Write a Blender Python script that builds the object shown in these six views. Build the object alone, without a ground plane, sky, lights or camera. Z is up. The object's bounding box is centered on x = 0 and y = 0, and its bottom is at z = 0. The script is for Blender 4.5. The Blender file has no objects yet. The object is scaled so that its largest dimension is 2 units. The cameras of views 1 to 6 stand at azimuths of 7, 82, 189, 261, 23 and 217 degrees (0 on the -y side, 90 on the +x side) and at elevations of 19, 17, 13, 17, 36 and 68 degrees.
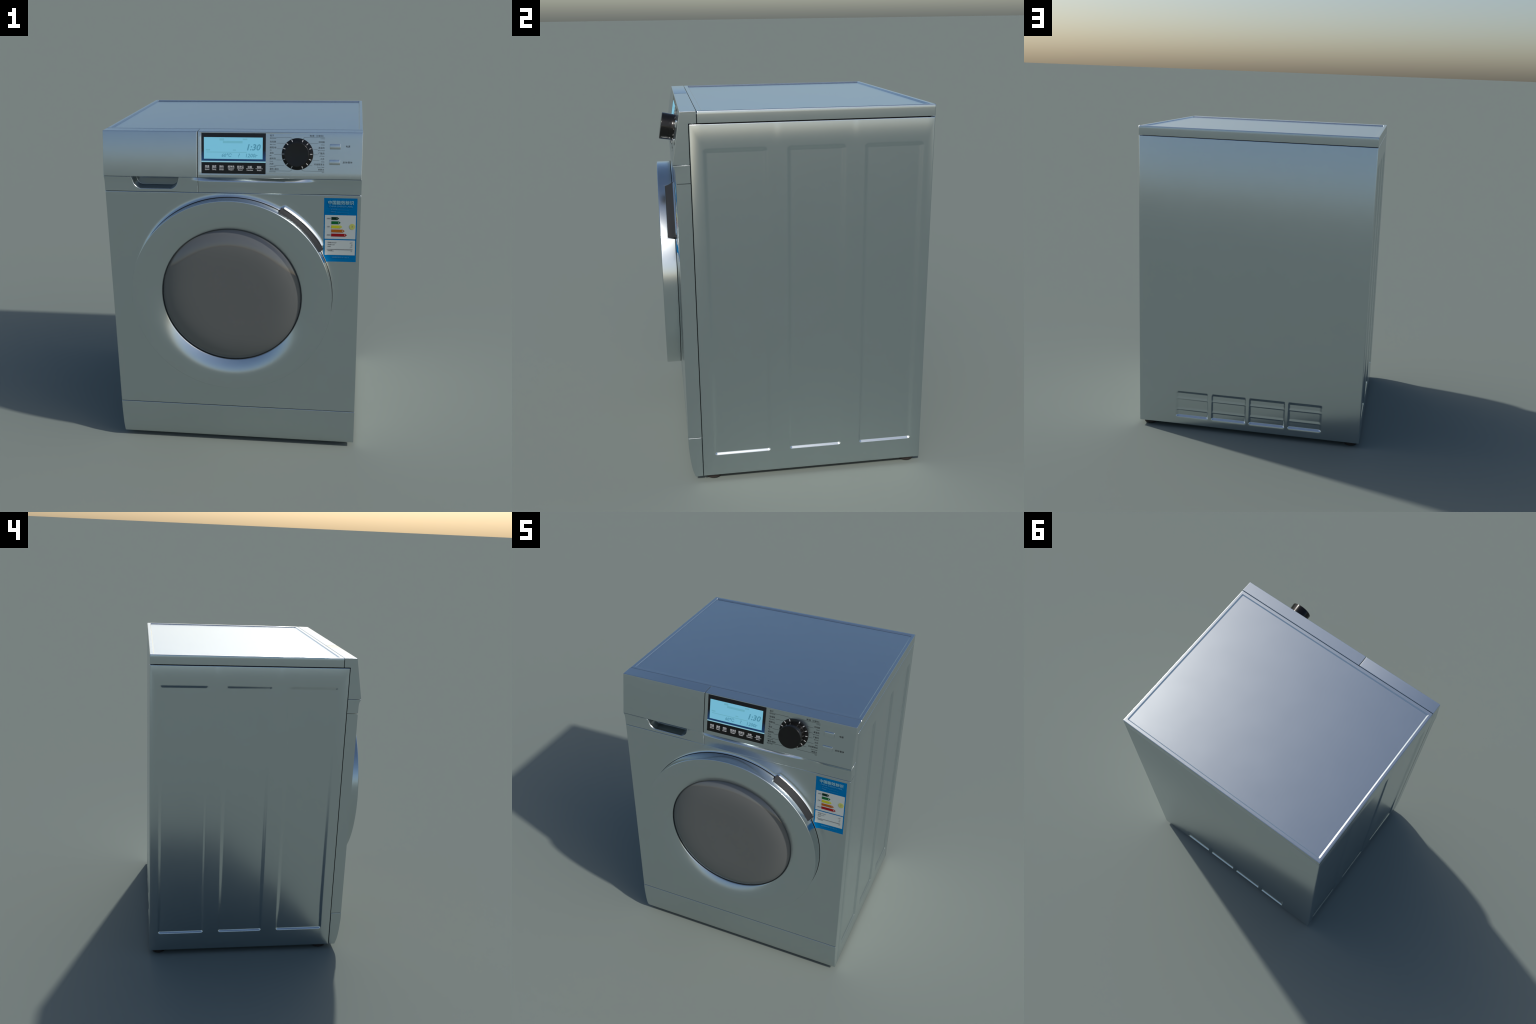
"""Front loading washing machine, built part by part (metres, z up, front faces -y)."""
import bpy, bmesh, math
import numpy as np
from mathutils import Vector

# ------------------------------------------------------------------ sizes
HX = 0.741                      # half width
Y_BACK = 0.690
TOP = 2.000
LID_BOTTOM = 1.9425             # lower rim of the top cover
LID_FRONT = -0.4885             # seam between top cover and control panel
SIDE_FRONT = -0.5265            # seam between steel sides and plastic front
SIDE_TOP = 1.9375
BASE = 0.031                    # underside of the body, above the feet
FRONT = -0.600                  # plane of the front panel
LIP = (-0.6135, 1.7440)         # lower lip of the control panel (y, z)
BROW = (-0.5690, 1.9990)        # upper front edge of the control panel (y, z)
TRIM_Z = (1.6535, 1.7425)       # band under the control panel
FRONT_Z = (0.2685, 1.6515)
SPLIT = -0.1873                 # seam between drawer and control panel (x)
CX, CZ = -0.004, 1.036          # door centre
R_DOOR, R_HOLE = 0.594, 0.5958
DOOR_FRONT, DOOR_BACK = -0.690, -0.6120
GRIP = (math.radians(28.6), math.radians(61.4))   # angles of the door grip


def smooth(a, b, x):
    t = np.clip((np.asarray(x, float) - a) / (b - a), 0, 1)
    return t * t * (3 - 2 * t)


# ------------------------------------------------------------------ materials
def material(name, colour, metallic=0.0, rough=0.4, spec=0.5, grain=0.0, emission=None, strength=1.0, coat=0.0):
    m = bpy.data.materials.new(name)
    m.use_nodes = True
    nt = m.node_tree
    b = nt.nodes["Principled BSDF"]
    b.inputs["Metallic"].default_value = metallic
    b.inputs["Specular IOR Level"].default_value = spec
    b.inputs["Coat Weight"].default_value = coat
    tc = nt.nodes.new("ShaderNodeTexCoord")
    noise = nt.nodes.new("ShaderNodeTexNoise")
    noise.inputs["Scale"].default_value = 6.0
    noise.inputs["Detail"].default_value = 3.0
    nt.links.new(tc.outputs["Object"], noise.inputs["Vector"])
    ramp = nt.nodes.new("ShaderNodeMapRange")
    ramp.inputs["To Min"].default_value = rough - grain
    ramp.inputs["To Max"].default_value = rough + grain
    nt.links.new(noise.outputs["Fac"], ramp.inputs["Value"])
    nt.links.new(ramp.outputs["Result"], b.inputs["Roughness"])
    mix = nt.nodes.new("ShaderNodeMix")
    mix.data_type = "RGBA"
    mix.inputs["A"].default_value = (*[c * 0.985 for c in colour], 1)
    mix.inputs["B"].default_value = (*[min(1, c * 1.015) for c in colour], 1)
    nt.links.new(noise.outputs["Fac"], mix.inputs["Factor"])
    nt.links.new(mix.outputs["Result"], b.inputs["Base Color"])
    if emission:
        b.inputs["Emission Color"].default_value = (*emission, 1)
        b.inputs["Emission Strength"].default_value = strength
    return m


SILVER = material("silver_paint", (0.565, 0.620, 0.640), metallic=1.0, rough=0.228, grain=0.006)
DARKENED_SILVER = material("silver_darkened_for_shade", (0.30, 0.34, 0.36), metallic=1.0, rough=0.30)  # same silver, base colour darkened to carry the shade inside the drawer pull
GLASS = material("smoked_window", (0.105, 0.107, 0.106), rough=0.025, spec=1.0)
BLACK = material("gloss_black", (0.006, 0.006, 0.006), rough=0.20, spec=0.32)
DARK = material("dark_plastic", (0.022, 0.024, 0.027), rough=0.5, spec=0.12)
CHASSIS = material("chassis_shadow_black", (0.012, 0.012, 0.012), rough=0.6, spec=0.2)
RUBBER = material("foot_rubber", (0.030, 0.024, 0.022), rough=0.5, spec=0.3)
INK = material("black_ink", (0.020, 0.022, 0.022), rough=0.5, spec=0.3)
WHITE_INK = material("white_ink", (0.62, 0.62, 0.62), rough=0.5, spec=0.3)
GREY_INK = material("grey_ink", (0.17, 0.17, 0.17), rough=0.5, spec=0.3)
SCREEN = material("lit_screen", (0.02, 0.03, 0.03), rough=0.3, spec=0.2, emission=(0.158, 0.450, 0.610))
SEGMENT = material("lit_segment", (0.02, 0.03, 0.03), rough=0.3, spec=0.2, emission=(0.060, 0.240, 0.350))
SEGMENT_FAINT = material("lit_segment_faint", (0.02, 0.03, 0.03), rough=0.3, spec=0.2, emission=(0.125, 0.380, 0.490))
CYAN_LINE = material("cyan_line", (0.35, 0.60, 0.68), rough=0.3, spec=0.3, emission=(0.02, 0.10, 0.13))
LABEL_BLUE = material("label_blue", (0.000, 0.130, 0.330), rough=0.6, spec=0.02)
LABEL_WHITE = material("label_white", (0.43, 0.47, 0.46), rough=0.55, spec=0.12)
LABEL_PALE = material("label_pale_blue", (0.20, 0.40, 0.47), rough=0.5, spec=0.3)
LABEL_MID = material("label_mid_blue", (0.04, 0.25, 0.48), rough=0.5, spec=0.3)
BAR_COLOURS = [("bar_dark_green", (0.001, 0.022, 0.012)), ("bar_green", (0.004, 0.110, 0.028)),
               ("bar_yellow", (0.44, 0.44, 0.020)), ("bar_orange", (0.34, 0.095, 0.008)),
               ("bar_red", (0.26, 0.006, 0.008))]


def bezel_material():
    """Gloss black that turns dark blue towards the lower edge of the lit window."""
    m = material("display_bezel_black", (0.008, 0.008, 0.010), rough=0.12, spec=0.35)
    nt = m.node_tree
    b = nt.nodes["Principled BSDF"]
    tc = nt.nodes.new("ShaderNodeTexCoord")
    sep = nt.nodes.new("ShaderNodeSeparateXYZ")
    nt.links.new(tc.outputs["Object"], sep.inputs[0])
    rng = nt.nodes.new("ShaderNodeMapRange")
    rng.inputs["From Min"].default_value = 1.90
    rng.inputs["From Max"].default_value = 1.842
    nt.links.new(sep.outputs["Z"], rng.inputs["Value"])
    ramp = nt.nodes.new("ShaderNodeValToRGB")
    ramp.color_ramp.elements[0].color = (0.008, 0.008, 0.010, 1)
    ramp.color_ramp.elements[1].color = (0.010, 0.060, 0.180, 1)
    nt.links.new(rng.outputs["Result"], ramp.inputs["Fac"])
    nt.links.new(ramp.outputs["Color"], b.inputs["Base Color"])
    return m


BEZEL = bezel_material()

# ------------------------------------------------------------------ object helpers
machine = bpy.data.objects.new("washing_machine", None)
machine.empty_display_size = 0.2
bpy.context.scene.collection.objects.link(machine)
machine["label"] = "silver front-loading washing machine with round smoked door and digital panel"
machine["category"] = "washing machine"


def add(name, me, mat, parent=None):
    ob = bpy.data.objects.new(name, me)
    if mat is not None and not me.materials:
        me.materials.append(mat)
    bpy.context.scene.collection.objects.link(ob)
    ob.parent = parent or machine
    return ob


def mesh_from(name, verts, faces):
    me = bpy.data.meshes.new(name)
    me.from_pydata([tuple(v) for v in verts], [], faces)
    me.validate()
    me.polygons.foreach_set("use_smooth", [True] * len(me.polygons))
    me.update()
    return me


def outward(me, sign_test=None):
    bm = bmesh.new()
    bm.from_mesh(me)
    bmesh.ops.recalc_face_normals(bm, faces=bm.faces)
    bm.to_mesh(me)
    bm.free()
    me.update()


def apply_modifiers(ob):
    dg = bpy.context.evaluated_depsgraph_get()
    me = bpy.data.meshes.new_from_object(ob.evaluated_get(dg), preserve_all_data_layers=True, depsgraph=dg)
    old = ob.data
    ob.modifiers.clear()
    ob.data = me
    bpy.data.meshes.remove(old)


def prism(name, outline, x0, x1, mat, bevel=0.003, segments=3, parent=None, cutters=(), splits=()):
    """Extrude a (y, z) outline along x, round its edges, cut recesses in it."""
    n = len(outline)
    verts = [(x0, y, z) for y, z in outline] + [(x1, y, z) for y, z in outline]
    faces = [list(range(n)), list(range(2 * n - 1, n - 1, -1))]
    faces += [[i, i + n, (i + 1) % n + n, (i + 1) % n] for i in range(n)]
    me = mesh_from(name, verts, faces)
    outward(me)
    if splits:
        bm = bmesh.new()
        bm.from_mesh(me)
        for co, no in splits:
            bmesh.ops.bisect_plane(bm, geom=bm.verts[:] + bm.edges[:] + bm.faces[:], dist=1e-6, plane_co=co, plane_no=no)
        bm.to_mesh(me)
        bm.free()
    ob = add(name, me, mat, parent)
    if bevel:
        b = ob.modifiers.new("round", "BEVEL")
        b.width, b.segments, b.limit_method, b.angle_limit = bevel, segments, "ANGLE", math.radians(25)
    for c in cutters:
        m = ob.modifiers.new("cut", "BOOLEAN")
        m.operation, m.object, m.solver = "DIFFERENCE", c, "EXACT"
    w = ob.modifiers.new("weighted", "WEIGHTED_NORMAL")
    w.keep_sharp, w.weight = True, 80
    ob.data.set_sharp_from_angle(angle=math.radians(50)) if not bevel else None
    apply_modifiers(ob)
    return ob


def lines(a, b, step, dense=()):
    """Grid lines from a to b: coarse everywhere, fine inside the dense (lo, hi, step) spans."""
    out = list(np.linspace(a, b, max(2, int(round((b - a) / step)) + 1)))
    for lo, hi, st in dense:
        lo, hi = max(lo, a), min(hi, b)
        out = [v for v in out if not lo - 1e-6 < v < hi + 1e-6 or v in (a, b)]
        out += list(np.linspace(lo, hi, max(2, int(round((hi - lo) / st)) + 1)))
    out = sorted(set(round(v, 6) for v in out))
    keep = [out[0]]
    for v in out[1:]:
        if v - keep[-1] > 4e-4:
            keep.append(v)
    return np.array(keep)


def sheet(name, us, vs, frame, height, mat, edge=0.003, skirt=0.02, tilt=None, skirt_tilt=0.0, parent=None, steps=4, skirt_rows=1, skirt_to=None):
    """A panel: tensor grid over us x vs, raised by height(u, v) along the frame's normal,
    rounded at its four borders and folded back by skirt.  tilt(u, v) bends the shading
    normals a little, as a gently crowned sheet would."""
    O, U, V, N = (np.array(a, float) for a in frame)
    u0, u1, v0, v1 = us[0], us[-1], vs[0], vs[-1]
    ang = np.linspace(0, math.pi / 2, steps + 1)[1:]

    def axis(ls, a, b):
        inner = [x for x in ls if a + edge + 0.0015 < x < b - edge - 0.0015]
        inner = [a + edge, a + edge + 0.0015] + inner + [b - edge - 0.0015, b - edge]
        pos = [a + edge] * steps + inner + [b - edge] * steps
        off = [-s for s in np.sin(ang)[::-1]] + [0.0] * len(inner) + list(np.sin(ang))
        return np.array(pos), np.array(off) * edge

    pu, ou = axis(us, u0, u1)
    pv, ov = axis(vs, v0, v1)
    PU, PV = np.meshgrid(pu, pv, indexing="ij")
    OU, OV = np.meshgrid(ou, ov, indexing="ij")
    L = np.sqrt(OU ** 2 + OV ** 2)
    k = np.where(L > edge, edge / np.maximum(L, 1e-9), 1.0)
    OU, OV = OU * k, OV * k
    drop = edge - np.sqrt(np.maximum(edge ** 2 - OU ** 2 - OV ** 2, 0))
    GU, GV = PU + OU, PV + OV
    H = height(GU, GV) - drop
    nu, nv = GU.shape
    P = O + GU[..., None] * U + GV[..., None] * V + H[..., None] * N
    verts = list(P.reshape(-1, 3))
    idx = np.arange(nu * nv).reshape(nu, nv)
    faces = [[idx[i, j], idx[i + 1, j], idx[i + 1, j + 1], idx[i, j + 1]] for i in range(nu - 1) for j in range(nv - 1)]
    ring = list(idx[:, 0]) + list(idx[-1, 1:]) + list(idx[-2::-1, -1]) + list(idx[0, -2:0:-1])
    T = np.zeros((nu * nv, 2))
    if tilt is not None:
        tu, tv = tilt(GU, GV)
        T[:, 0], T[:, 1] = np.ravel(tu), np.ravel(tv)
    K = [0.0] * (nu * nv)
    prev = ring
    if skirt:
        for r in range(1, skirt_rows + 1):
            base = len(verts)
            for q in ring:
                verts.append(verts[q] - N * (skirt * r / skirt_rows if skirt_to is None else float(np.dot(verts[q] - O, N)) - skirt_to))
                K.append(skirt_tilt * (1 - r / skirt_rows) ** 1.5)
            cur = list(range(base, base + len(ring)))
            m = len(ring)
            faces += [[prev[i], cur[i], cur[(i + 1) % m], prev[(i + 1) % m]] for i in range(m)]
            prev = cur
        for q in ring:
            K[q] = skirt_tilt
    me = mesh_from(name, verts, [[int(a) for a in f] for f in faces])
    flip = np.dot(np.cross(U, V), N) < 0
    if flip:
        me.flip_normals()
        me.update()
    if tilt is not None or skirt_tilt:
        nn = np.empty(len(me.vertices) * 3)
        me.vertex_normals.foreach_get("vector", nn)
        nn = nn.reshape(-1, 3).copy()
        ext = np.zeros((len(verts), 2))
        ext[: nu * nv] = T
        nn += ext[:, :1] * U + ext[:, 1:] * V + np.array(K)[:, None] * N
        nn /= np.linalg.norm(nn, axis=1)[:, None]
        me.normals_split_custom_set_from_vertices([tuple(x) for x in nn])
    return add(name, me, mat, parent)


def lathe(name, profile, frame, mat, segments=128, parent=None, closed_ends=(False, False)):
    """Turn an (r, h) profile around the frame's axis."""
    O, U, V, N = (np.array(a, float) for a in frame)
    verts, faces = [], []
    n = len(profile)
    for s in range(segments):
        a = 2 * math.pi * s / segments
        d = math.cos(a) * U + math.sin(a) * V
        for r, h in profile:
            verts.append(O + d * r + N * h)
    for s in range(segments):
        t = (s + 1) % segments
        for j in range(n - 1):
            faces.append([s * n + j, t * n + j, t * n + j + 1, s * n + j + 1])
    for end, j in zip(closed_ends, (0, n - 1)):
        if end:
            faces.append([s * n + j for s in range(segments)])
    me = mesh_from(name, verts, faces)
    outward(me)
    me.set_sharp_from_angle(angle=math.radians(40))
    return add(name, me, mat, parent)


def arc(cx, cy, r, a0, a1, n):
    return [(cx + r * math.cos(math.radians(a0 + (a1 - a0) * i / n)), cy + r * math.sin(math.radians(a0 + (a1 - a0) * i / n))) for i in range(n + 1)]


def box_mesh(boxes, frame):
    """Boxes given as centre u, centre v, half size a, half size b, angle, low, high in a frame."""
    O, U, V, N = (np.array(a, float) for a in frame)
    verts, faces = [], []
    for cu, cv, a, b, ang, lo, hi in boxes:
        c, s = math.cos(ang), math.sin(ang)
        q = len(verts)
        for h in (lo, hi):
            for du, dv in ((-a, -b), (a, -b), (a, b), (-a, b)):
                verts.append(O + (cu + du * c - dv * s) * U + (cv + du * s + dv * c) * V + h * N)
        faces += [[q, q + 3, q + 2, q + 1], [q + 4, q + 5, q + 6, q + 7]]
        faces += [[q + i, q + (i + 1) % 4, q + 4 + (i + 1) % 4, q + 4 + i] for i in range(4)]
    return verts, faces


def boxes(name, items, frame, mat, parent=None):
    v, f = box_mesh(items, frame)
    me = mesh_from(name, v, f)
    outward(me)
    me.polygons.foreach_set("use_smooth", [False] * len(me.polygons))
    return add(name, me, mat, parent)


def lettering(name, items, frame, mat, lift, parent=None, thick=0.0004):
    """Words set in the built-in font: (text, u, v, size, align[, bold, slant])."""
    O, U, V, N = (np.array(a, float) for a in frame)
    verts, faces = [], []
    for it in items:
        text, u, v, size, align = it[:5]
        bold = it[5] if len(it) > 5 else 0.0
        slant = it[6] if len(it) > 6 else 0.0
        cu = bpy.data.curves.new("words", "FONT")
        cu.body, cu.size, cu.align_x, cu.align_y = text, size, align, "CENTER"
        cu.offset, cu.shear, cu.resolution_u = bold * size, slant, 2
        cu.extrude = thick / 2
        ob = bpy.data.objects.new("words", cu)
        bpy.context.scene.collection.objects.link(ob)
        dg = bpy.context.evaluated_depsgraph_get()
        me = bpy.data.meshes.new_from_object(ob.evaluated_get(dg))
        q = len(verts)
        for w in me.vertices:
            verts.append(O + (u + w.co.x) * U + (v + w.co.y) * V + (lift + w.co.z) * N)
        faces += [[q + i for i in p.vertices] for p in me.polygons]
        bpy.data.objects.remove(ob)
        bpy.data.meshes.remove(me)
        bpy.data.curves.remove(cu)
    me = bpy.data.meshes.new(name)
    me.from_pydata([tuple(v) for v in verts], [], faces)
    me.update()
    ob = add(name, me, mat, parent)
    ob["kind"] = "stuff"
    return ob


def rounded_box(u, v, u0, u1, v0, v1, r):
    """Signed distance to a rounded rectangle, negative inside."""
    qx = np.abs(u - (u0 + u1) / 2) - (u1 - u0) / 2 + r
    qy = np.abs(v - (v0 + v1) / 2) - (v1 - v0) / 2 + r
    return np.hypot(np.maximum(qx, 0), np.maximum(qy, 0)) + np.minimum(np.maximum(qx, qy), 0) - r


# ------------------------------------------------------------------ inner chassis (dark, seen only through seams)
def inner_chassis():
    g = 0.008
    outline = [(-0.500, BASE + 0.004), (-0.500, TOP - 0.02), (Y_BACK - 0.036, TOP - 0.02), (Y_BACK - 0.036, BASE + 0.004)]
    ob = prism("inner_chassis", outline, -HX + g + 0.004, HX - g - 0.004, CHASSIS, bevel=0)
    return ob


# ------------------------------------------------------------------ pressed steel sides
EMBOSS = [(-0.467, -0.150), (-0.0565, 0.2405), (0.3330, 0.6375)]
EMBOSS_Z = (0.1500, 1.8200)


def side_height(y, z):
    h = np.zeros_like(y)
    for a, b in EMBOSS:
        d = rounded_box(y, z, a, b, *EMBOSS_Z, 0.020)
        h -= 0.0082 * smooth(0.0, 1.0, np.clip(-d / (0.0150 + 0.0075 * smooth(0.20, 0.35, z)), 0, 1))
    return h


def side_tilt(y, z):
    def ramp(d, w, p):
        return np.clip(1 - d / w, 0, 1) ** p
    edge = np.maximum(ramp(y - SIDE_FRONT, 0.060, 1.0), ramp(Y_BACK - y, 0.036, 1.0)) * smooth(0.7, 1.85, z)
    tz = np.maximum(0.105 * ramp(SIDE_TOP - z, 0.105, 1.0), 0.11 * edge) - 0.06 * ramp(z - BASE, 0.06, 1.3)
    ty = 0.17 * ramp(Y_BACK - y, 0.040, 1.2) - 0.24 * ramp(y - SIDE_FRONT, 0.060, 1.1)
    for web in (-0.103, 0.287):
        tz = tz + 0.012 * np.exp(-((y - web) / 0.014) ** 2) * smooth(1.80, 1.90, z)
    return ty, tz


def side_panels():
    dy = [(a - 0.001, a + 0.025, 0.002) for a, _ in EMBOSS] + [(b - 0.025, b + 0.001, 0.002) for _, b in EMBOSS] + [(SIDE_FRONT, SIDE_FRONT + 0.06, 0.006), (Y_BACK - 0.042, Y_BACK, 0.006), (-0.145, -0.061, 0.006), (0.245, 0.329, 0.006)]
    dz = [(EMBOSS_Z[0] - 0.001, EMBOSS_Z[0] + 0.025, 0.002), (EMBOSS_Z[1] - 0.025, EMBOSS_Z[1] + 0.001, 0.002), (1.845, SIDE_TOP, 0.01)]
    us, vs = lines(SIDE_FRONT, Y_BACK - 0.0015, 0.04, dy), lines(BASE, SIDE_TOP, 0.06, dz)
    for sgn in (1, -1):
        ob = sheet("side_panel", us, vs, ((sgn * HX, 0, 0), (0, 1, 0), (0, 0, 1), (sgn, 0, 0)), side_height, SILVER, edge=0.003, skirt=0.02, tilt=side_tilt)


# ------------------------------------------------------------------ back panel with pressed air vent
VENT_X, VENT_Z = (-0.4885, 0.4885), (0.0840, 0.2680)
VENT_BARS = (-0.2580, 0.0025, 0.2570)
VENT_RIDGES = (0.2095, 0.1325)


def back_height(x, z):
    # the upper wall slopes far in, the sill and the ends are steep
    pit = np.minimum(np.clip((VENT_Z[1] - z) / 0.0190, 0, 1), np.clip((z - VENT_Z[0]) / 0.0100, 0, 1))
    pit = pit * smooth(0.4970, 0.4690, np.abs(x))
    for b in VENT_BARS:
        pit = pit * smooth(0.0070, 0.0240, np.abs(x - b))
    ridge = np.zeros_like(x)
    for r in VENT_RIDGES:
        ridge += np.clip(1 - np.where(z > r, z - r, (r - z) * 2.4) / 0.0155, 0, 1)
    return -0.0110 * pit + 0.0026 * ridge * pit


def back_tilt(x, z):
    return 0.03 * smooth(0.5, 0.74, x) - 0.02 * smooth(-0.5, -0.74, x), 0.135 * smooth(0.92 + 0.16 * x, 1.95, z)


def back_panel():
    dx = [(b - 0.032, b + 0.032, 0.002) for b in VENT_BARS] + [(VENT_X[0] - 0.008, VENT_X[0] + 0.020, 0.002), (VENT_X[1] - 0.020, VENT_X[1] + 0.008, 0.002)]
    us = lines(-HX + 0.0025, HX - 0.0025, 0.04, dx)
    vs = lines(BASE, LID_BOTTOM - 0.003, 0.04, [(VENT_Z[0] - 0.001, VENT_Z[1] + 0.001, 0.002)])
    sheet("back_panel", us, vs, ((0, Y_BACK, 0), (1, 0, 0), (0, 0, 1), (0, 1, 0)), back_height, SILVER, edge=0.003, skirt=0.02, tilt=back_tilt)


# ------------------------------------------------------------------ top cover with sunk field
def lid_height(x, y):
    d = rounded_box(x, y, -0.7215, 0.7215, LID_FRONT + 0.0235, Y_BACK - 0.0215, 0.006)
    return -0.0062 * np.clip(-d / 0.0050, 0, 1)


def top_lid():
    us = lines(-HX, HX, 0.06, [(-0.724, -0.712, 0.001), (0.712, 0.724, 0.001)])
    vs = lines(LID_FRONT + 0.001, Y_BACK, 0.06, [(LID_FRONT + 0.021, LID_FRONT + 0.033, 0.001), (Y_BACK - 0.031, Y_BACK - 0.019, 0.001)])
    sheet("top_lid", us, vs, ((0, 0, TOP), (1, 0, 0), (0, 1, 0), (0, 0, 1)), lid_height, SILVER, edge=0.0042, skirt=TOP - LID_BOTTOM - 0.0042, skirt_tilt=0.055, skirt_rows=4)


# ------------------------------------------------------------------ front panel around the door
def hole_radius(theta):
    """Door opening: a circle that steps outward behind the grip."""
    t = np.asarray(theta, float)
    k = smooth(GRIP[0] - 0.005, GRIP[0] + 0.040, t) * smooth(GRIP[1] + 0.005, GRIP[1] - 0.030, t)
    return R_HOLE + 0.0198 * k


FLARE = 0.0105


def flare(d):
    """The sheet turns outward towards the door opening."""
    d = np.maximum(d, 0)
    return FLARE * (0.85 * np.exp(-d / 0.0105) + 0.15 * np.exp(-d / 0.038))


def front_surface(x, z):
    t = np.arctan2(z - CZ, x - CX)
    return FRONT - flare(np.hypot(x - CX, z - CZ) - hole_radius(t))


def front_panel():
    x0, x1, (z0, z1) = -HX, HX, FRONT_Z
    thetas = list(np.linspace(-math.pi, math.pi, 361)[:-1])
    for e in GRIP:
        thetas += list(np.linspace(e - 0.05, e + 0.05, 25))
    corners = [math.atan2(z - CZ, x - CX) for x in (x0, x1) for z in (z0, z1)]
    thetas = sorted(t for t in thetas if min(abs(t - c) for c in corners) > 0.004)
    thetas = np.array(sorted(thetas + corners))
    thetas = thetas[np.concatenate([[True], np.diff(thetas) > 1e-4])]
    c, s = np.cos(thetas), np.sin(thetas)

    def rim(inset):
        with np.errstate(divide="ignore"):
            rx = np.where(c > 0, (x1 - inset - CX) / c, (x0 + inset - CX) / c)
            rz = np.where(s > 0, (z1 - inset - CZ) / s, (z0 + inset - CZ) / s)
        rx[np.abs(c) < 1e-9] = 9
        rz[np.abs(s) < 1e-9] = 9
        return np.minimum(rx, rz)

    rin, e = hole_radius(thetas), 0.003
    rows = []
    rows.append((rin + 0.0, np.full_like(rin, -0.545)))
    lip = 0.0008
    rows.append((rin, FRONT - FLARE + lip + 0 * rin))
    rows.append((rin + lip * 0.3, FRONT - FLARE + lip * 0.35 + 0 * rin))
    r_out = rim(e)
    for q in (np.linspace(0, 1, 34) ** 1.9):
        r = (rin + lip) + q * (r_out - rin - lip)
        x, z = CX + r * c, CZ + r * s
        rows.append((r, front_surface(x, z)))
    last = rows[-1][1]
    for ins, back in ((e * 0.62, e * 0.08), (e * 0.29, e * 0.29), (e * 0.08, e * 0.62), (0.0, e)):
        rows.append((rim(ins), last + back))
    rows.append((rim(0.0), np.full_like(rin, SIDE_FRONT - 0.003)))
    n, m = len(thetas), len(rows)
    verts = [(CX + r[i] * c[i], y[i], CZ + r[i] * s[i]) for r, y in rows for i in range(n)]
    faces = [[j * n + i, j * n + (i + 1) % n, (j + 1) * n + (i + 1) % n, (j + 1) * n + i] for j in range(m - 1) for i in range(n)]
    me = mesh_from("front_panel", verts, faces)
    # faces must look towards -y
    up = sum(p.normal.y * p.area for p in me.polygons)
    if up > 0:
        me.flip_normals()
        me.update()
    me.set_sharp_from_angle(angle=math.radians(50))
    # sun glint beside the grip: normals bent outward, the sheet itself keeps its shape
    cn = np.empty(len(me.loops) * 3, np.float32)
    me.corner_normals.foreach_get("vector", cn)
    cn = cn.reshape(-1, 3).copy()
    li = np.empty(len(me.loops), np.int32)
    me.loops.foreach_get("vertex_index", li)
    P = np.array(verts)[li]
    t = np.arctan2(P[:, 2] - CZ, P[:, 0] - CX)
    d = np.hypot(P[:, 0] - CX, P[:, 2] - CZ) - hole_radius(t)
    k = 0.62 * np.clip(1 - d / 0.024, 0, 1) * smooth(GRIP[0] + 0.01, GRIP[0] + 0.10, t) * smooth(GRIP[1] + 0.03, GRIP[1] - 0.05, t)
    k[cn[:, 1] > -0.3] = 0
    cn[:, 0] += k * np.cos(t)
    cn[:, 2] += k * np.sin(t)
    cn /= np.linalg.norm(cn, axis=1)[:, None]
    me.normals_split_custom_set([tuple(v) for v in cn])
    return add("front_panel", me, SILVER)


# ------------------------------------------------------------------ energy label
LAB = (0.5338, 0.7212, 1.2545, 1.6340)


def label_sheet(name, x0, x1, z0, z1, off, mat, parent=None):
    nx, nz = max(2, int((x1 - x0) / 0.008)), max(2, int((z1 - z0) / 0.006))
    verts, faces = [], []
    for layer in (off, off - 0.0005):
        for j in range(nz + 1):
            z = z0 + (z1 - z0) * j / nz
            a = x0
            while math.hypot(a - CX, z - CZ) < float(hole_radius(math.atan2(z - CZ, a - CX))) + 0.002:
                a += 0.0005
            for i in range(nx + 1):
                x = a + (x1 - a) * i / nx
                verts.append((x, float(front_surface(x, z)) - layer, z))
    w, base = nx + 1, (nx + 1) * (nz + 1)
    for j in range(nz):
        for i in range(nx):
            faces.append([j * w + i, j * w + i + 1, (j + 1) * w + i + 1, (j + 1) * w + i])
    ring = [i for i in range(w)] + [j * w + nx for j in range(1, nz + 1)] + [nz * w + i for i in range(nx - 1, -1, -1)] + [j * w for j in range(nz - 1, 0, -1)]
    k = len(ring)
    faces += [[ring[i], ring[i] + base, ring[(i + 1) % k] + base, ring[(i + 1) % k]] for i in range(k)]
    me = mesh_from(name, verts, faces)
    me.set_sharp_from_angle(angle=math.radians(40))
    return add(name, me, mat, parent)


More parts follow.
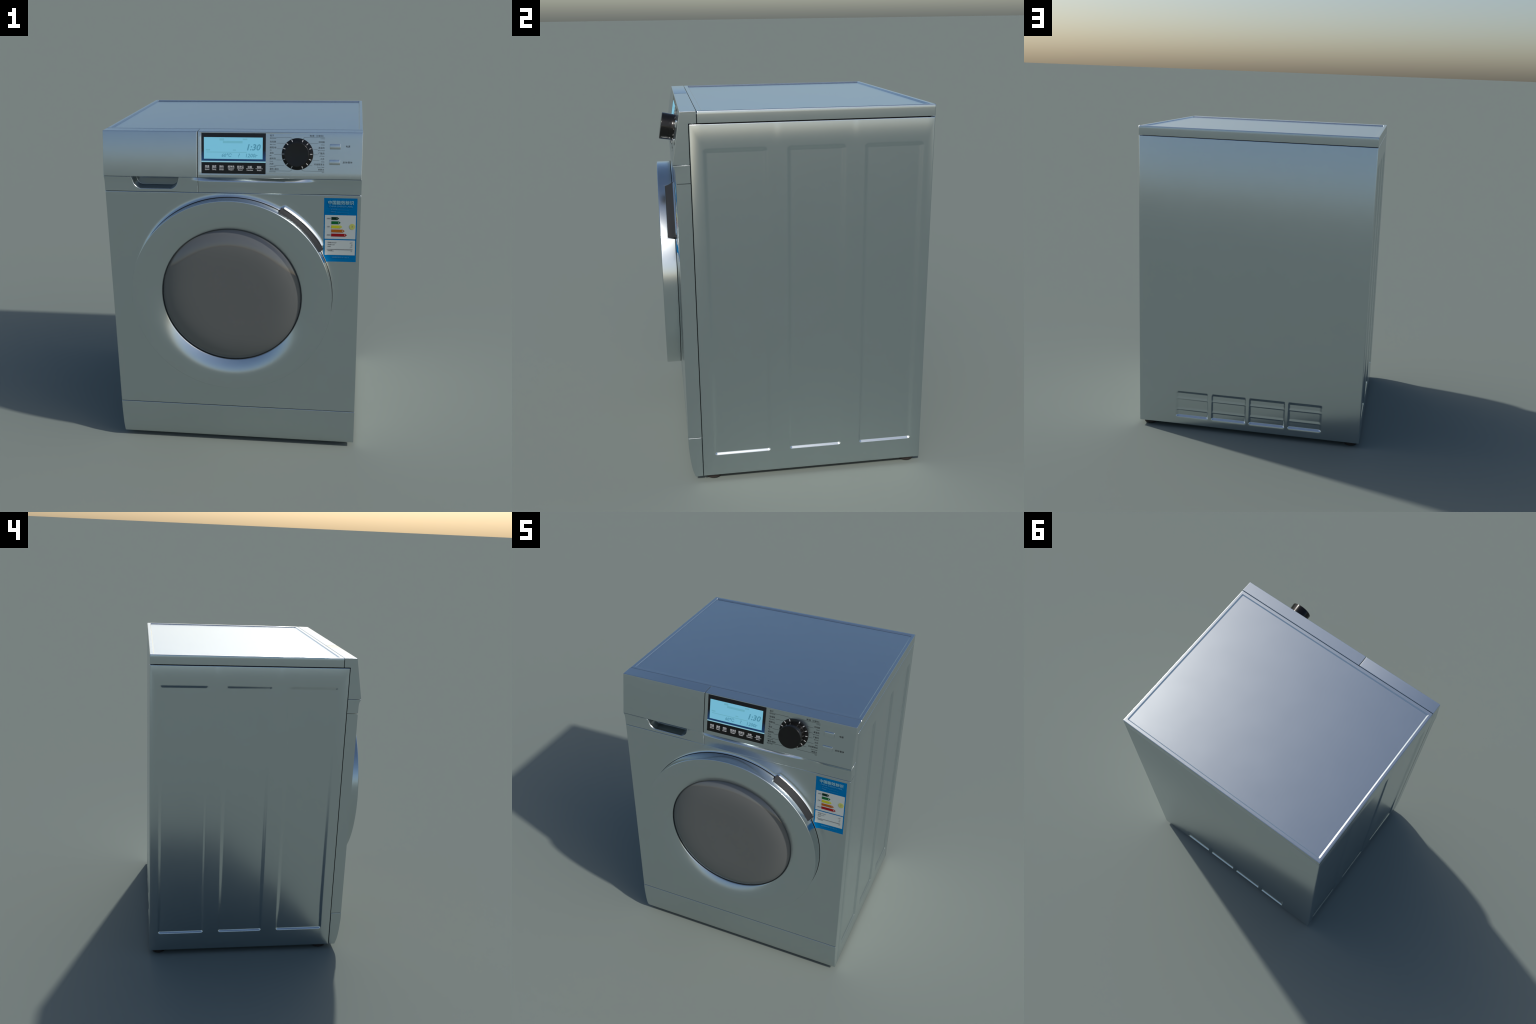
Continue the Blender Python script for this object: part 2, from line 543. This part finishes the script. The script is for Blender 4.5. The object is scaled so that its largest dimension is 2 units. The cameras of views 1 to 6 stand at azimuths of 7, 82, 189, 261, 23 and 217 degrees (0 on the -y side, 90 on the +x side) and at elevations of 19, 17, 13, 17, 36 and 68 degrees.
def energy_label():
    lab = label_sheet("energy_label", *LAB, 0.0008, LABEL_BLUE)
    label_sheet("label_field", 0.5400, 0.7150, 1.3930, 1.5340, 0.0013, LABEL_WHITE, lab)
    label_sheet("label_field", 0.5420, 0.7140, 1.2960, 1.3855, 0.0013, LABEL_WHITE, lab)
    fr = ((0, FRONT - 0.0014, 0), (1, 0, 0), (0, 0, 1), (0, -1, 0))
    for (nm, col), z, tip in zip(BAR_COLOURS, (1.5150, 1.4900, 1.4655, 1.4410, 1.4165), (0.0440, 0.0530, 0.0620, 0.0770, 0.0900)):
        a, h = 0.5770, 0.0085
        verts, faces = [], []
        pts = [(0, -h), (tip - 0.010, -h), (tip, 0), (tip - 0.010, h), (0, h)]
        for yy in (0.0, -0.0007):
            for u, v in pts:
                y = min(float(front_surface(a + u, z + v)), float(front_surface(a, z)))
                verts.append((a + u, y - 0.0014 + yy, z + v))
        faces = [[0, 4, 3, 2, 1], [5, 6, 7, 8, 9]] + [[i, (i + 1) % 5, 5 + (i + 1) % 5, 5 + i] for i in range(5)]
        me = mesh_from("grade_arrow", verts, faces)
        outward(me)
        me.polygons.foreach_set("use_smooth", [False] * len(me.polygons))
        add("grade_arrow", me, material(nm, col, rough=0.55, spec=0.12), lab)
    # round yellow grade badge
    bx, bz, r = 0.6955, 1.4680, 0.0165
    v, f = [], []
    for h in (0.0, 0.0008):
        v += [(bx + r * math.cos(a), FRONT - 0.0014 - h, bz + 1.05 * r * math.sin(a)) for a in np.linspace(0, 2 * math.pi, 40, endpoint=False)]
    f = [list(range(39, -1, -1)), list(range(40, 80))] + [[i, (i + 1) % 40, 40 + (i + 1) % 40, 40 + i] for i in range(40)]
    me = mesh_from("grade_badge", v, f)
    outward(me)
    me.polygons.foreach_set("use_smooth", [False] * len(me.polygons))
    add("grade_badge", me, material("badge_yellow", (0.42, 0.44, 0.11), rough=0.5, spec=0.3), lab)
    fr = ((0, FRONT - 0.0024, 0), (1, 0, 0), (0, 0, 1), (0, -1, 0))
    mid = (LAB[0] + LAB[1]) / 2
    lettering("lettering", [("中国能效标识", mid + 0.001, 1.6065, 0.0245, "CENTER", 0.020)], fr, LABEL_PALE, 0.0, lab)
    lettering("lettering", [("CHINA ENERGY LABEL", mid + 0.002, 1.5855, 0.0132, "CENTER", 0.02),
                            ("生产者名称", 0.5720, 1.5690, 0.0070, "LEFT"), ("规格型号", 0.5720, 1.5540, 0.0070, "LEFT"),
                            ("________________", 0.6090, 1.5690, 0.0080, "LEFT", 0.03), ("________________", 0.6090, 1.5520, 0.0080, "LEFT", 0.03),
                            ("依据国家标准 GB 12021.4", mid + 0.004, 1.2810, 0.0090, "CENTER", 0.01)], fr, LABEL_MID, 0.0, lab)
    grey = [("耗能低", 0.5530, 1.5150, 0.0070, "LEFT"), ("中等", 0.5540, 1.4655, 0.0075, "LEFT"), ("耗能高", 0.5530, 1.4165, 0.0070, "LEFT"),
            ("耗电量 kWh/cycle", 0.5580, 1.3715, 0.0068, "LEFT"), ("用水量 L/cycle", 0.5580, 1.3590, 0.0068, "LEFT"), ("洗净比", 0.5580, 1.3470, 0.0068, "LEFT"),
            ("洗涤容量 kg", 0.5580, 1.3215, 0.0068, "LEFT"),
            ("0.99", 0.7000, 1.3715, 0.0072, "RIGHT"), ("48", 0.7000, 1.3590, 0.0072, "RIGHT"), ("1.03", 0.7000, 1.3470, 0.0072, "RIGHT"), ("6.0", 0.7000, 1.3215, 0.0072, "RIGHT"),
            ("3", 0.6955, 1.4680, 0.0170, "CENTER")]
    lettering("lettering", grey, fr, GREY_INK, 0.0, lab)
    boxes("label_rule", [(0.6270, 1.3305, 0.0740, 0.0014, 0, -0.0005, 0.0004)], fr, GREY_INK, lab)
    lettering("lettering", [(str(i + 1), 0.5770 + t - 0.0125, z, 0.0120, "CENTER", 0.01) for i, (z, t) in enumerate(zip((1.5150, 1.4900, 1.4655, 1.4410, 1.4165), (0.0440, 0.0530, 0.0620, 0.0770, 0.0900)))], fr, LABEL_WHITE, 0.0, lab)


# ------------------------------------------------------------------ kick plate
def kick_plate():
    curve = [(-0.6005, 0.2665), (-0.6005, 0.2300), (-0.5990, 0.1950), (-0.5960, 0.1550), (-0.5915, 0.1180), (-0.5845, 0.0780), (-0.5760, 0.0430), (-0.5690, BASE)]
    outline = curve + [(SIDE_FRONT - 0.003, BASE), (SIDE_FRONT - 0.003, 0.2665)]
    # resample the bow finely so that it shades as one curve
    zs = np.linspace(0.2665, BASE, 28)
    cz, cy = np.array([p[1] for p in curve])[::-1], np.array([p[0] for p in curve])[::-1]
    coef = np.polyfit(cz, cy, 4)
    bow = [(float(np.polyval(coef, z)), float(z)) for z in zs]
    prism("kick_plate", bow + outline[-2:], -HX, HX, SILVER, bevel=0.0025)


# ------------------------------------------------------------------ control panel frame: u = x, v along the slope
_d = np.array([0, BROW[0] - LIP[0], BROW[1] - LIP[1]])
SLOPE_LEN = float(np.linalg.norm(_d))
SV = _d / SLOPE_LEN
SN = np.array([0, -SV[2], SV[1]])


def slope_v(z):
    """Height z on the sloping face -> distance along the slope from the lip."""
    return (z - LIP[1]) / SV[2]


PANEL = ((0, LIP[0], LIP[1]), (1, 0, 0), tuple(SV), tuple(SN))


def fascia_outline():
    return [(LID_FRONT - 0.0015, TOP), BROW, LIP, (SIDE_FRONT - 0.003, LIP[1]), (SIDE_FRONT - 0.003, SIDE_TOP + 0.004), (LID_FRONT - 0.0015, SIDE_TOP + 0.004)]


SPLITS = [(np.array([0, *LIP]) + SV * SLOPE_LEN * t, SV) for t in (0.05, 0.09, 0.14, 0.3, 0.5, 0.7, 0.87, 0.95)]


def crown(ob, bend, top=None):
    """Bend the shading of the sloping face as on a softly crowned moulding."""
    me = ob.data
    n = np.empty(len(me.loops) * 3, np.float32)
    me.corner_normals.foreach_get("vector", n)
    n = n.reshape(-1, 3).copy()
    for p in me.polygons:
        if top is not None and p.normal.z > 0.9995:
            for li in p.loop_indices:
                n[li] += np.array([top(me.vertices[me.loops[li].vertex_index].co.x), 0, 0])
            continue
        if np.dot(np.array(p.normal), SN) < 0.9995:
            continue
        for li in p.loop_indices:
            co = np.array(me.vertices[me.loops[li].vertex_index].co)
            tu, tv = bend(co[0], float(np.dot(co - np.array([0, *LIP]), SV)) / SLOPE_LEN)
            n[li] += tu * np.array([1, 0, 0]) + tv * SV
    n /= np.linalg.norm(n, axis=1)[:, None]
    me.normals_split_custom_set([tuple(x) for x in n])


def panel_bend(x, t):
    return 0.0, -0.10 * max(0, 1 - t / 0.15) + 0.045 * max(0, (t - 0.86) / 0.14)


def drawer_bend(x, t):
    return 0.0, -0.090 + 0.145 * t


def frustum(u0, u1, v0, v1, depth, spread):
    """Cutter for the shallow display recess: wider at the surface than at the floor."""
    O, U, V, N = (np.array(a, float) for a in PANEL)
    verts = []
    for h, e in ((-depth, 0.0), (depth, 2 * spread)):
        verts += [O + u * U + v * V + h * N for u, v in ((u0 - e, v0 - e), (u1 + e, v0 - e), (u1 + e, v1 + e), (u0 - e, v1 + e))]
    faces = [[0, 3, 2, 1], [4, 5, 6, 7]] + [[i, (i + 1) % 4, 4 + (i + 1) % 4, 4 + i] for i in range(4)]
    me = mesh_from("recess_cutter", verts, faces)
    outward(me)
    ob = bpy.data.objects.new("recess_cutter", me)
    bpy.context.scene.collection.objects.link(ob)
    return ob


D_U = (-0.1645, 0.2030)
D_V = (slope_v(1.7665), slope_v(1.9925))
D_MID = (slope_v(1.8300), slope_v(1.8375))


def control_panel():
    cut = frustum(D_U[0], D_U[1], D_V[0], D_V[1], 0.0030, 0.0022)
    panel = prism("control_panel", fascia_outline(), SPLIT + 0.0016, HX, SILVER, bevel=0.0028, segments=4, cutters=(cut,), splits=SPLITS)
    crown(panel, panel_bend)
    bpy.data.objects.remove(cut)
    mid_u = (D_U[0] + D_U[1]) / 2
    half_u = (D_U[1] - D_U[0]) / 2

    def plate(name, v0, v1, lo, hi, mat):
        return boxes(name, [(mid_u, (v0 + v1) / 2, half_u - 0.0006, (v1 - v0) / 2, 0, lo, hi)], PANEL, mat, panel)

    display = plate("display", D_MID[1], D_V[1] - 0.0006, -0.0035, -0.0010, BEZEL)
    plate("touch_strip", D_V[0] + 0.0006, D_MID[0], -0.0035, -0.0010, BLACK)
    plate("cyan_line", D_MID[0] + 0.0002, D_MID[1] - 0.0002, -0.0035, -0.0014, CYAN_LINE)
    s0, s1 = slope_v(1.8490), slope_v(1.9680)
    boxes("screen", [((-0.1495 + 0.1850) / 2, (s0 + s1) / 2, 0.16725, (s1 - s0) / 2, 0, -0.0020, -0.0006)], PANEL, SCREEN, display)
    lit = [("1:30", 0.1290, slope_v(1.9125), 0.0480, "CENTER", 0.024, 0.25)]
    lettering("lettering", lit, PANEL, SEGMENT, -0.0003, display)
    dim = [("60℃", -0.0210, slope_v(1.8680), 0.0265, "CENTER", 0.016, 0.2), ("?", 0.0490, slope_v(1.8680), 0.0290, "CENTER", 0.02, 0.2), ("1200r", 0.1190, slope_v(1.8680), 0.0290, "CENTER", 0.014, 0.2)]
    lettering("lettering", dim, PANEL, SEGMENT, -0.0003, display)
    faint = [(-0.0470, slope_v(1.9560), 0.0130, 0.0060, 0, -0.0007, -0.0003), (0.0850, slope_v(1.9575), 0.0130, 0.0040, 0, -0.0007, -0.0003),
             (0.0150, slope_v(1.9420), 0.0560, 0.0065, 0, -0.0007, -0.0004), (-0.1260, slope_v(1.8985), 0.0120, 0.0040, 0, -0.0007, -0.0003),
             (0.0250, slope_v(1.8980), 0.0090, 0.0030, 0, -0.0007, -0.0003), (-0.0200, slope_v(1.8860), 0.1150, 0.0022, 0, -0.0007, -0.0004)]
    boxes("segment_field", faint, PANEL, SEGMENT_FAINT, display)

    # touch fields: Chinese word, rule, English word
    words = [("转速", "Speed", -0.1315, 0.0125), ("温度", "Temp.", -0.0910, 0.0125), ("预约", "Order", -0.0485, 0.0125), ("超净洗", "Wash+", 0.0062, 0.0182),
             ("超净漂", "Rinse+", 0.0595, 0.0182), ("功能", "Function", 0.1130, 0.0205), ("智能", "Smart", 0.1660, 0.0205)]
    tops = [(a, u, slope_v(1.8065 - 0.0012 * i / 6), 0.0126, "CENTER", 0.014) for i, (a, b, u, w) in enumerate(words)]
    lows = [(b, u, slope_v(1.7900 - 0.0020 * i / 6), 0.0104, "CENTER", 0.014) for i, (a, b, u, w) in enumerate(words)]
    lettering("lettering", tops + lows, PANEL, WHITE_INK, -0.0006, panel)
    boxes("touch_rule", [(u, slope_v(1.7982 - 0.0015 * i / 6), w, 0.00095, 0, -0.0012, -0.0005) for i, (a, b, u, w) in enumerate(words)], PANEL, WHITE_INK, panel)

    # programme names left and right of the dial
    zl = [1.9785, 1.9452, 1.9140, 1.8838, 1.8532, 1.8236, 1.7956]
    left = ["轻汗", "宝宝装", "超轻/丝", "混合", "超快洗", "内衣", "漂洗+脱水"]
    left_e = ["Sportswear", "Baby Care", "Silk", "Mix", "Quick", "Underwear", "Rinse+Spin"]
    right = ["棉/麻（日常洗）", "羽绒服", "高温洗", "巧酷洗", "大件", "环保筒清洁", "单脱水"]
    right_e = ["Cotton", "Down", "60℃ Wash", "45'Wash", "Bulky", "Drum Clean", "Spin"]
    zh, en = 0.0116, 0.0078
    items = []
    for z, a, b in zip(zl, left, left_e):
        items += [(a, 0.2250, slope_v(z + 0.0006), zh, "LEFT", 0.008), (b, 0.2250, slope_v(z - 0.0135), en, "LEFT", 0.006)]
    for z, a, b in zip(zl, right, right_e):
        items += [(a, 0.5315, slope_v(z + 0.0006), zh, "RIGHT", 0.008), (b, 0.5315, slope_v(z - 0.0135), en, "RIGHT", 0.006)]
    items += [("电源", 0.6597, slope_v(1.9234), 0.0125, "CENTER", 0.012), ("启动/暂停", 0.6595, slope_v(1.8370), 0.0125, "CENTER", 0.012)]
    lettering("lettering", items, PANEL, INK, 0.0003, panel)
    bars = []

    def rule(u0, z0, u1, z1, w=0.00065):
        v0, v1 = slope_v(z0), slope_v(z1)
        bars.append(((u0 + u1) / 2, (v0 + v1) / 2, math.hypot(u1 - u0, v1 - v0) / 2 + 0.0002, w, math.atan2(v1 - v0, u1 - u0), -0.0002, 0.0004))

    for z, a, b in zip(zl[1:6], (0.2640, 0.2660, 0.2510, 0.2630, 0.2500), (0.3110, 0.2950, 0.2890, 0.2930, 0.3070)):
        rule(a, z - 0.0062, b, z - 0.0062)
    for z, a, b in zip(zl[1:6], (0.4500, 0.4690, 0.4720, 0.4640, 0.4450), (0.4950, 0.4930, 0.4930, 0.5040, 0.4640)):
        rule(a, z - 0.0062, b, z - 0.0062)
    for s, u_end, u_bend, z_line, z_ring in ((1, 0.2258, 0.3380, 1.9693, 1.9600), (1, 0.2258, 0.3380, 1.7868, 1.7990), (-1, 0.5315, 0.4250, 1.9715, 1.9620), (-1, 0.5315, 0.4180, 1.7884, 1.7990)):
        rule(u_end, z_line, u_bend, z_line)
        pts = [(u_bend + s * 0.0130 * math.sin(t), z_line + (z_ring - z_line) * (1 - math.cos(t))) for t in np.linspace(0, math.pi / 2, 7)]
        for (a, b), (c, d) in zip(pts, pts[1:]):
            rule(a, b, c, d)
    boxes("dial_rule", bars, PANEL, INK, panel)

    # two crowned push buttons
    for u0, u1, z0, z1 in ((0.5600, 0.6190, 1.9085, 1.9375), (0.5592, 0.6182, 1.8235, 1.8520)):
        v0, v1 = slope_v(z0), slope_v(z1)
        um, vm, hu, hv = (u0 + u1) / 2, (v0 + v1) / 2, (u1 - u0) / 2, (v1 - v0) / 2
        dome = lambda u, v, um=um, vm=vm, hu=hu, hv=hv: 0.0075 - 0.0015 * ((v - vm) / hv) ** 2 - 0.0008 * ((u - um) / hu) ** 2
        sheet("push_button", lines(u0, u1, 0.004), lines(v0, v1, 0.0025), PANEL, dome, SILVER, edge=0.0018, skirt=0.009, parent=panel)

    # dial: printed scale, marks and the knob
    du, dv = 0.3810, slope_v(1.8800)
    O = np.array(PANEL[0]) + du * np.array(PANEL[1]) + dv * np.array(PANEL[2])
    fr = (O, PANEL[1], PANEL[2], PANEL[3])
    dial = lathe("dial_scale", [(0.0, 0.0016), (0.060, 0.0016), (0.0870, 0.0016), (0.0885, 0.0008), (0.0885, -0.001)], fr, BLACK, 96, panel)
    ticks = [math.radians(a) for a in (0, 22.5, 44.5, 68, 112, 135.5, 157.5, 180, 202.5, 224.5, 248, 292, 315.5, 337.5)]
    for k, a in enumerate(ticks):
        boxes("dial_mark", [(0.0785 * math.cos(a) - 0.0015, 0.0785 * math.sin(a), 0.0062, 0.0021, a, 0.0010, 0.0023)], fr, WHITE_INK, dial)
    H, r = 0.0690, 0.0680
    knob = [(0.0, H - 0.0008), (r - 0.012, H - 0.0004), (r - 0.0060, H), (r - 0.0030, H)] + arc(r - 0.0030, H - 0.0030, 0.0030, 80, 0, 5) + [(r, H - 0.006), (r - 0.0015, 0.0200), (r - 0.002, 0.0060), (r - 0.0005, 0.0040), (r - 0.0005, 0.0012)]
    lathe("knob", knob, fr, BLACK, 128, panel)
    return panel


# ------------------------------------------------------------------ band under the control panel and detergent drawer
def trim_surface(x, z):
    """Ends: hollow under the lip. Middle: swells forward around the door."""
    w = smooth(-0.36, -0.10, x) * smooth(0.58, 0.28, x)
    t = TRIM_Z[1] - z
    ends = -0.6000 - 0.0125 * np.exp(-((t / 0.016) ** 1.3))
    middle = -0.6030 - 0.0055 * smooth(-0.010, 0.026, t) + 0.0025 * smooth(0.028, 0.089, t)
    return ends * (1 - w) + middle * w


def trim_tilt(x, z):  # normals turned up and sideways to draw a sun streak and sky reflection
    band_w = smooth(0.026, 0.011, TRIM_Z[1] - z) * smooth(-0.30, 0.02, x) * smooth(0.58, 0.30, x)
    return 0.70 * band_w ** 1.6 * smooth(-0.08, 0.20, x), 1.02 * band_w ** 0.8


def pull_depth(x, z):
    """Finger hollow of the drawer: open to the top, round lower corners, walls leaning inward."""
    lean = 0.30 * (z - 1.672)
    d = rounded_box(x, z, -0.5600 - lean, -0.3200 + lean, 1.6705, 1.86, 0.036)
    return 0.062 * np.clip(-d / 0.0105, 0, 1) ** 0.9


def band(name, x0, x1, dense, extra, parent):
    us = lines(x0, x1, 0.02, dense)
    vs = lines(*TRIM_Z, 0.0020)
    return sheet(name, us, vs, ((0, 0, 0), (1, 0, 0), (0, 0, 1), (0, -1, 0)), lambda x, z: -trim_surface(x, z) - extra(x, z), SILVER, edge=0.0014, skirt=0.0725, skirt_to=-SIDE_FRONT + 0.003, tilt=trim_tilt, parent=parent)


def drawer_and_trim(panel):
    drawer = prism("detergent_drawer", fascia_outline(), -HX, SPLIT - 0.0016, SILVER, bevel=0.0028, segments=4, splits=SPLITS + [((x, 0, 0), (1, 0, 0)) for x in (-0.60, -0.45, -0.30, -0.20)])
    crown(drawer, drawer_bend, lambda x: 0.075 * max(0.0, (x + 0.60) / 0.41) - 0.02 * max(0.0, (-0.60 - x) / 0.14))
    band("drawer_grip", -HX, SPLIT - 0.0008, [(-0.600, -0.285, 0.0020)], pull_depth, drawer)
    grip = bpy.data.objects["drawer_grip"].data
    grip.materials.append(DARKENED_SILVER)
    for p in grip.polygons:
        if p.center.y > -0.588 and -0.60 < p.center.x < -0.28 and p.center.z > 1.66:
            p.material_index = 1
    band("lower_trim", SPLIT + 0.0008, HX, [], lambda x, z: 0 * x, panel)


# ------------------------------------------------------------------ door
DOOR = ((CX, 0, CZ), (1, 0, 0), (0, 0, 1), (0, -1, 0))


def door():
    """Ring turned round the door axis; behind the grip its rim is cut away."""
    R_IN, FLAT, DEPTH = 0.4150, 0.5280, 0.0400
    thetas = list(np.linspace(-math.pi, math.pi, 361)[:-1])
    for e in GRIP:
        thetas += list(np.linspace(e - 0.035, e + 0.035, 29))
    thetas = np.array(sorted(thetas))
    thetas = thetas[np.concatenate([[True], np.diff(thetas) > 1e-4])]
    k = smooth(GRIP[0] - 0.006, GRIP[0] + 0.012, thetas) * smooth(GRIP[1] + 0.006, GRIP[1] - 0.012, thetas)
    back = DOOR_BACK + k * (-0.6495 - DOOR_BACK)
    one = np.ones_like(thetas)
    prof = [(R_IN - 0.001, -0.612), (R_IN - 0.0002, -0.636), (R_IN + 0.0001, -0.6450), (R_IN + 0.0005, -0.6480)]
    rows = [(r * one, y * one) for r, y in prof]
    for q in np.linspace(0, 1, 22):
        r = R_IN + 0.0012 + (FLAT - R_IN - 0.0012) * q
        y = DOOR_FRONT + 0.0006 + DEPTH * ((FLAT - r) / (FLAT - R_IN)) ** 1.85
        rows.append((r * one, y * one))
    rows += [((FLAT + 0.003) * one, (DOOR_FRONT + 0.0002) * one), (0.560 * one, DOOR_FRONT * one), (0.5865 * one, DOOR_FRONT * one)]
    f = 0.0055
    for r, y in arc(R_DOOR - f, 0, f, 90, 0, 6):
        rows.append((r * one, DOOR_FRONT + f - y + 0 * one))
    rows.append((R_DOOR * one, (DOOR_FRONT + f + 0.002) * one))
    rows.append((R_DOOR * one, back - 0.004))
    for a in (20, 45, 70, 90):
        rows.append(((R_DOOR - 0.003 + 0.003 * math.cos(math.radians(a))) * one, back - 0.003 + 0.003 * math.sin(math.radians(a))))
    rows.append((0.575 * one, back))
    rows.append((0.570 * one, -0.600 * one))
    n, m = len(thetas), len(rows)
    c, s = np.cos(thetas), np.sin(thetas)
    verts = [(CX + r[i] * c[i], y[i], CZ + r[i] * s[i]) for r, y in rows for i in range(n)]
    faces = [[j * n + i, j * n + (i + 1) % n, (j + 1) * n + (i + 1) % n, (j + 1) * n + i] for j in range(m - 1) for i in range(n)]
    me = mesh_from("door", verts, faces)
    if sum(p.normal.y * p.area for p in me.polygons) > 0:
        me.flip_normals()
        me.update()
    me.set_sharp_from_angle(angle=math.radians(48))
    ring = add("door", me, SILVER)
    # bulging smoked window
    R, H, base = R_IN - 0.0006, 0.0455, 0.6425
    prof = [(0.0, base + H)] + [(R * q, base + H * (1 - q ** 7)) for q in np.linspace(0.03, 0.992, 48)] + [(R, base - 0.002), (R, base - 0.02)]
    lathe("window_glass", prof, DOOR, GLASS, 160, ring)
    # dark finger hollow seen behind the grip
    ths = np.linspace(GRIP[0] + 0.004, GRIP[1] - 0.004, 60)
    prof = [(0.6138, 0.5600), (0.6138, 0.6000), (0.6125, 0.6090), (0.6085, 0.6160), (0.6000, 0.6270), (0.5925, 0.6390), (0.5895, 0.6480), (0.5885, 0.6510)]
    verts = [(CX + r * math.cos(t), -h, CZ + r * math.sin(t)) for t in ths for r, h in prof]
    w = len(prof)
    faces = [[i * w + j, (i + 1) * w + j, (i + 1) * w + j + 1, i * w + j + 1] for i in range(len(ths) - 1) for j in range(w - 1)]
    q = len(verts)
    for t in (ths[0], ths[-1]):                       # closed ends
        verts += [(CX + r * math.cos(t), -h, CZ + r * math.sin(t)) for r, h in ((0.575, 0.56), (0.575, 0.651))]
    e = (len(ths) - 1) * w
    faces += [list(range(w)) + [q + 1, q], [e + j for j in range(w)][::-1] + [q + 2, q + 3]]
    me = mesh_from("door_grip", verts, faces)
    outward(me)
    me.set_sharp_from_angle(angle=math.radians(40))
    add("door_grip", me, DARK, ring)
    # gasket disc that closes the opening behind the door
    lathe("door_gasket", [(0.0, 0.575), (0.60, 0.575), (0.66, 0.560)], DOOR, DARK, 96, ring)
    return ring


# ------------------------------------------------------------------ feet
def feet():
    first = None
    for x in (-0.682, 0.682):
        for y in (-0.468, 0.628):
            if first is None:
                prof = [(0.0, 0.0), (0.036, 0.0), (0.0425, 0.004), (0.0445, 0.012), (0.0445, 0.034), (0.0, 0.034)]
                first = lathe("foot", prof, ((0, 0, 0), (1, 0, 0), (0, 1, 0), (0, 0, 1)), RUBBER, 48)
                ob = first
            else:
                ob = first.copy()
                bpy.context.scene.collection.objects.link(ob)
            ob.location = (x, y, 0)


inner_chassis()
side_panels()
back_panel()
top_lid()
front_panel()
energy_label()
kick_plate()
_panel = control_panel()
drawer_and_trim(_panel)
door()
feet()
